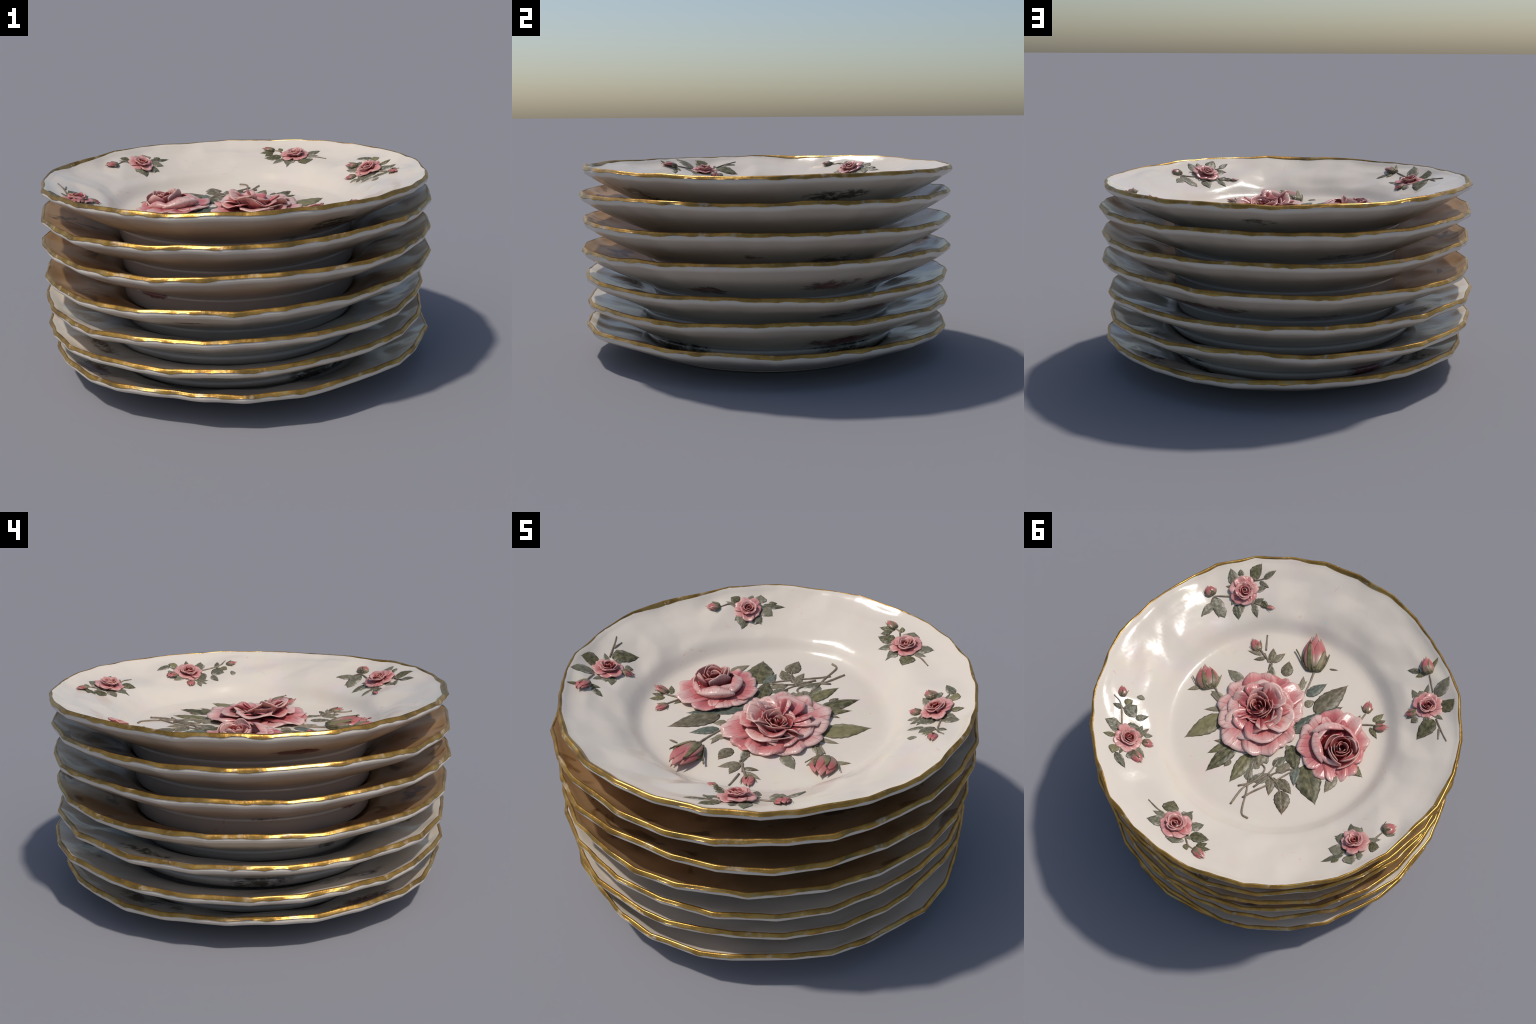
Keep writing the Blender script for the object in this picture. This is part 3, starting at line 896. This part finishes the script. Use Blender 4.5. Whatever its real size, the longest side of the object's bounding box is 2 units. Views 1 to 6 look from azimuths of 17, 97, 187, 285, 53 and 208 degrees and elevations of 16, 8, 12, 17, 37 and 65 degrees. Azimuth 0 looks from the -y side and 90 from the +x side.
def small_rose(x, y, R, turn):
    """rim-spray rose in low relief; returns the parent of its spray"""
    rng = random.Random(int(turn * 100) + 5)
    x, y = world_to_plate(x, y)
    z = TOP.surface(x, y)
    r = math.hypot(x, y)
    slope = math.atan2(TOP.surface(x * (1 + 0.04 / r), y * (1 + 0.04 / r)) - TOP.surface(x * (1 - 0.04 / r), y * (1 - 0.04 / r)), 0.08)
    az = math.atan2(y, x)
    tilt = Matrix.Rotation(az, 4, "Z") @ Matrix.Rotation(-slope, 4, "Y") @ Matrix.Rotation(-az, 4, "Z")
    rose = rose_core("rose_spray", (x, y, z), R * 0.5, R * 0.28, PETAL_IN, tilt)
    n = 7
    for i in range(n):
        a = turn + TAU * i / n + rng.uniform(-0.2, 0.2)
        spread_petal(rose, a, R * 0.1, R * 0.04, R * rng.uniform(0.82, 1.02), R * rng.uniform(0.75, 0.95), rng.uniform(0.22, 0.38), rng.uniform(-0.35, -0.1),
                     0.08, PETAL_SMALL, tilt, rng, thick=0.004)
    for i in range(5):
        a = turn + 0.5 + TAU * i / 5 + rng.uniform(-0.2, 0.2)
        spread_petal(rose, a, R * 0.12, R * 0.12, R * rng.uniform(0.52, 0.64), R * 0.66, 0.7, 0.15, 0.2, PETAL_SMALL, tilt, rng, thick=0.004)
    for rr, k, h in ((0.42, 4, 0.42), (0.28, 3, 0.44), (0.13, 2, 0.42)):
        for i in range(k):
            cup_petal(rose, turn + TAU * i / k + rr * 7, TAU / k * 1.25, R * rr * 0.75, R * rr, R * 0.05, R * h * rng.uniform(0.75, 1.1), PETAL_IN if rr < 0.3 else PETAL_SMALL, tilt @ Matrix.Translation((rng.uniform(-.05, .05) * R, rng.uniform(-.05, .05) * R, 0)), rng, lean=rng.uniform(-0.3, 0.3) * R * rr, thick=0.003)
    return rose, (x, y, z)


def W2(*c):
    return (c[0] - TOP.cx, c[1] - TOP.cy, c[2] - TOP.cx, c[3] - TOP.cy)


# ---- bouquet in the well: base x, y, tip x, y, width
G, B, T, S = LEAF_GREEN, LEAF_BROWN, LEAF_TEAL, LEAF_SOFT
BOUQUET_LEAVES = [
    (.285, .115, .392, .325, .117, G), (.304, .069, .393, .123, .034, B), (.150, .220, .234, .345, .055, G), (.125, .245, .184, .440, .088, G),
    (.035, .240, .041, .431, .086, G), (.172, .230, .245, .260, .028, B), (-.136, .297, -.178, .389, .050, B), (-.181, .279, -.277, .318, .062, B),
    (-.220, .335, -.292, .446, .090, B), (-.010, .150, -.044, .280, .090, B), (-.134, .075, -.238, .198, .090, G), (-.222, .165, -.262, .275, .066, T),
    (-.260, .140, -.415, .307, .150, G), (-.445, .005, -.553, .040, .070, G), (.116, -.290, .146, -.385, .072, B), (-.052, -.244, -.111, -.367, .065, T),
    (-.006, -.263, .028, -.342, .034, B), (-.141, -.180, -.216, -.420, .120, B), (-.170, -.150, -.258, -.285, .062, T), (-.104, -.010, -.163, -.190, .085, T),
    (-.441, -.290, -.471, -.359, .040, G), (-.446, -.243, -.511, -.202, .034, G), (.481, .006, .539, .067, .032, B), (.296, -.345, .385, -.322, .030, B),
    (.272, -.330, .325, -.287, .030, B), (.230, -.330, .266, -.412, .050, B), (.221, -.330, .188, -.418, .046, B), (-.076, -.455, -.121, -.472, .014, B),
    (.101, .315, .114, .366, .032, B), (-.075, -.180, -.105, -.235, .050, B), (-.46, -.285, -.50, -.325, .030, B)]
BOUQUET_STEMS = [
    [(-.031, .529), (-.038, .422), (-.068, .357), (-.112, .272), (-.115, .174)], [(-.152, .553), (-.106, .540), (-.065, .424), (-.033, .349), (-.004, .251)],
    [(-.065, .466), (-.097, .405), (-.150, .321), (-.215, .196)], [(-.011, .420), (-.068, .357), (-.081, .263), (-.017, .244)],
    [(-.084, .384), (-.129, .272), (-.209, .186)], [(-.110, .283), (-.174, .302), (-.226, .347), (-.268, .405)],
    [(.413, -.025), (.360, .010), (.302, .037)], [(.409, .019), (.325, .051), (.290, .060)], [(.336, -.370), (.255, -.328), (.220, -.316), (.212, -.255)],
    [(.292, -.375), (.336, -.463)], [(-.011, -.387), (-.025, -.316), (-.036, -.224)], [(-.377, -.231), (-.386, -.338)],
    [(-.379, -.227), (-.444, -.262), (-.481, -.274)], [(.239, -.316), (.290, -.355)]]
BOUQUET_BUDS = [(.433, .000, .541, -.118, .130, 4), (-.006, -.392, .097, -.604, .140, 4), (.325, -.352, .400, -.403, .058, 3),
                (-.462, -.255, -.540, -.288, .048, 3), (-.383, -.314, -.365, -.392, .054, 3)]
for x0, y0, x1, y1, w, mat in BOUQUET_LEAVES:
    build_leaf(ROOT, *W2(x0, y0, x1, y1), w, mat, lift=0.010 if w > 0.08 else 0.007)
# faint filler foliage tucked behind the blooms and along the stems
fill = random.Random(77)
for cx, cy, r0, n in ((.105, -.01, .235, 9), (-.33, -.035, .165, 8), (-.10, .27, .05, 7), (-.06, .38, .03, 3)):
    for i in range(n):
        a = TAU * (i + fill.uniform(-.3, .3)) / n
        x0, y0 = cx + r0 * math.cos(a), cy + r0 * math.sin(a)
        L, t = fill.uniform(.07, .12), a + fill.uniform(-.6, .6)
        if math.hypot(x0 + L * math.cos(t), y0 + L * math.sin(t)) < .52:
            build_leaf(ROOT, *W2(x0, y0, x0 + L * math.cos(t), y0 + L * math.sin(t)), L * fill.uniform(.4, .6), fill.choice((S, S, B)), lift=0.004)
for s in BOUQUET_STEMS:
    build_stem(ROOT, [(x - TOP.cx, y - TOP.cy) for x, y in s])
for x0, y0, x1, y1, w, n in BOUQUET_BUDS:
    build_bud(ROOT, *W2(x0, y0, x1, y1), w, n)
large_rose_open()
large_rose_cupped()

# ---- five sprays on the rim
SPRAYS = [
    dict(rose=(.558, -.579, .085, 0.3),
         leaves=[(.619, -.576, .687, -.639, .057), (.615, -.635, .636, -.664, .033), (.557, -.663, .549, -.759, .057), (.499, -.698, .461, -.770, .027), (.511, -.670, .448, -.671, .026),
                 (.478, -.559, .444, -.607, .033), (.476, -.547, .423, -.497, .034), (.449, -.577, .393, -.570, .038), (.560, -.489, .508, -.432, .048), (.670, -.456, .603, -.375, .067),
                 (.668, -.416, .686, -.317, .038), (.629, -.426, .577, -.397, .057)],
         buds=[(.693, -.455, .751, -.482, .072), (.412, -.572, .359, -.588, .029)],
         stems=[[(.543, -.658), (.499, -.698), (.464, -.765)], [(.482, -.557), (.382, -.579)], [(.613, -.511), (.682, -.456), (.672, -.386), (.682, -.320)]]),
    dict(rose=(-.668, -.458, .078, 1.1),
         leaves=[(-.626, -.500, -.583, -.524, .048), (-.682, -.534, -.693, -.647, .062), (-.742, -.466, -.777, -.542, .077), (-.728, -.391, -.704, -.256, .077), (-.535, -.618, -.469, -.603, .033),
                 (-.568, -.626, -.529, -.579, .029), (-.649, -.373, -.631, -.338, .038), (-.585, -.664, -.588, -.723, .021)],
         buds=[(-.586, -.620, -.523, -.703, .072), (-.629, -.403, -.576, -.365, .048)],
         stems=[[(-.657, -.544), (-.593, -.618)], [(-.742, -.405), (-.796, -.347), (-.851, -.297)], [(-.783, -.352), (-.807, -.294)]]),
    dict(rose=(.599, .531, .080, 2.0),
         leaves=[(.686, .491, .757, .507, .053), (.648, .467, .588, .429, .048), (.691, .413, .672, .335, .067), (.727, .368, .700, .327, .038), (.724, .396, .774, .409, .029),
                 (.638, .401, .592, .347, .033), (.552, .455, .516, .427, .027), (.624, .605, .604, .657, .048), (.592, .643, .502, .687, .038), (.662, .557, .715, .583, .029),
                 (.545, .586, .489, .605, .067), (.568, .464, .558, .405, .024), (.674, .299, .688, .270, .038)],
         buds=[(.537, .493, .472, .478, .048), (.531, .590, .455, .607, .062), (.753, .346, .793, .291, .050)],
         stems=[[(.659, .496), (.738, .387), (.793, .365)], [(.717, .398), (.707, .331)], [(.562, .497), (.557, .464), (.556, .409)]]),
    dict(rose=(.115, .813, .084, 3.3),
         leaves=[(.182, .766, .202, .696, .076), (.099, .760, .080, .710, .066), (.171, .830, .255, .864, .057), (.048, .783, -.002, .726, .047), (.020, .819, -.073, .790, .057),
                 (.080, .866, .067, .911, .085), (-.035, .873, -.111, .835, .033), (-.041, .859, -.075, .810, .033), (.012, .878, -.015, .904, .028)],
         buds=[(-.035, .881, -.115, .896, .052)],
         stems=[[(.202, .789), (.247, .784), (.309, .766)], [(.032, .847), (-.007, .877), (-.058, .878)]]),
    dict(rose=(-.708, .435, .078, 4.6),
         leaves=[(-.701, .386, -.656, .339, .057), (-.653, .431, -.604, .450, .066), (-.677, .501, -.602, .520, .066), (-.710, .518, -.752, .555, .066), (-.747, .498, -.776, .479, .047),
                 (-.778, .420, -.828, .405, .057), (-.684, .523, -.607, .611, .030), (-.677, .554, -.654, .591, .024), (-.818, .324, -.866, .303, .024)],
         buds=[(-.800, .316, -.850, .254, .066)],
         stems=[[(-.766, .416), (-.786, .372), (-.802, .320)]])]
for sp in SPRAYS:
    rose, o = small_rose(*sp["rose"])
    for i, (x0, y0, x1, y1, w) in enumerate(sp["leaves"]):
        build_leaf(rose, *W2(x0, y0, x1, y1), w * 1.18, S if (i * 7 + int(x0 * 100)) % 3 else G, lift=0.007, teeth=4, origin=o)
    fill = random.Random(int(sp["rose"][3] * 50))
    rx, ry, R, _ = sp["rose"]
    for i in range(7):
        a = TAU * (i + fill.uniform(-.3, .3)) / 7
        L, t = fill.uniform(.05, .085), a + fill.uniform(-.5, .5)
        x0, y0 = rx + R * .72 * math.cos(a), ry + R * .72 * math.sin(a)
        if math.hypot(x0 + L * math.cos(t), y0 + L * math.sin(t)) < .90:
            build_leaf(rose, *W2(x0, y0, x0 + L * math.cos(t), y0 + L * math.sin(t)), L * fill.uniform(.4, .6), S, lift=0.004, teeth=4, origin=o)
    for x0, y0, x1, y1, w in sp["buds"]:
        build_bud(rose, *W2(x0, y0, x1, y1), w, 3, depth=0.55, origin=o)
    for s in sp["stems"]:
        build_stem(rose, [(x - TOP.cx, y - TOP.cy) for x, y in s], 0.005, 0.0035, origin=o)
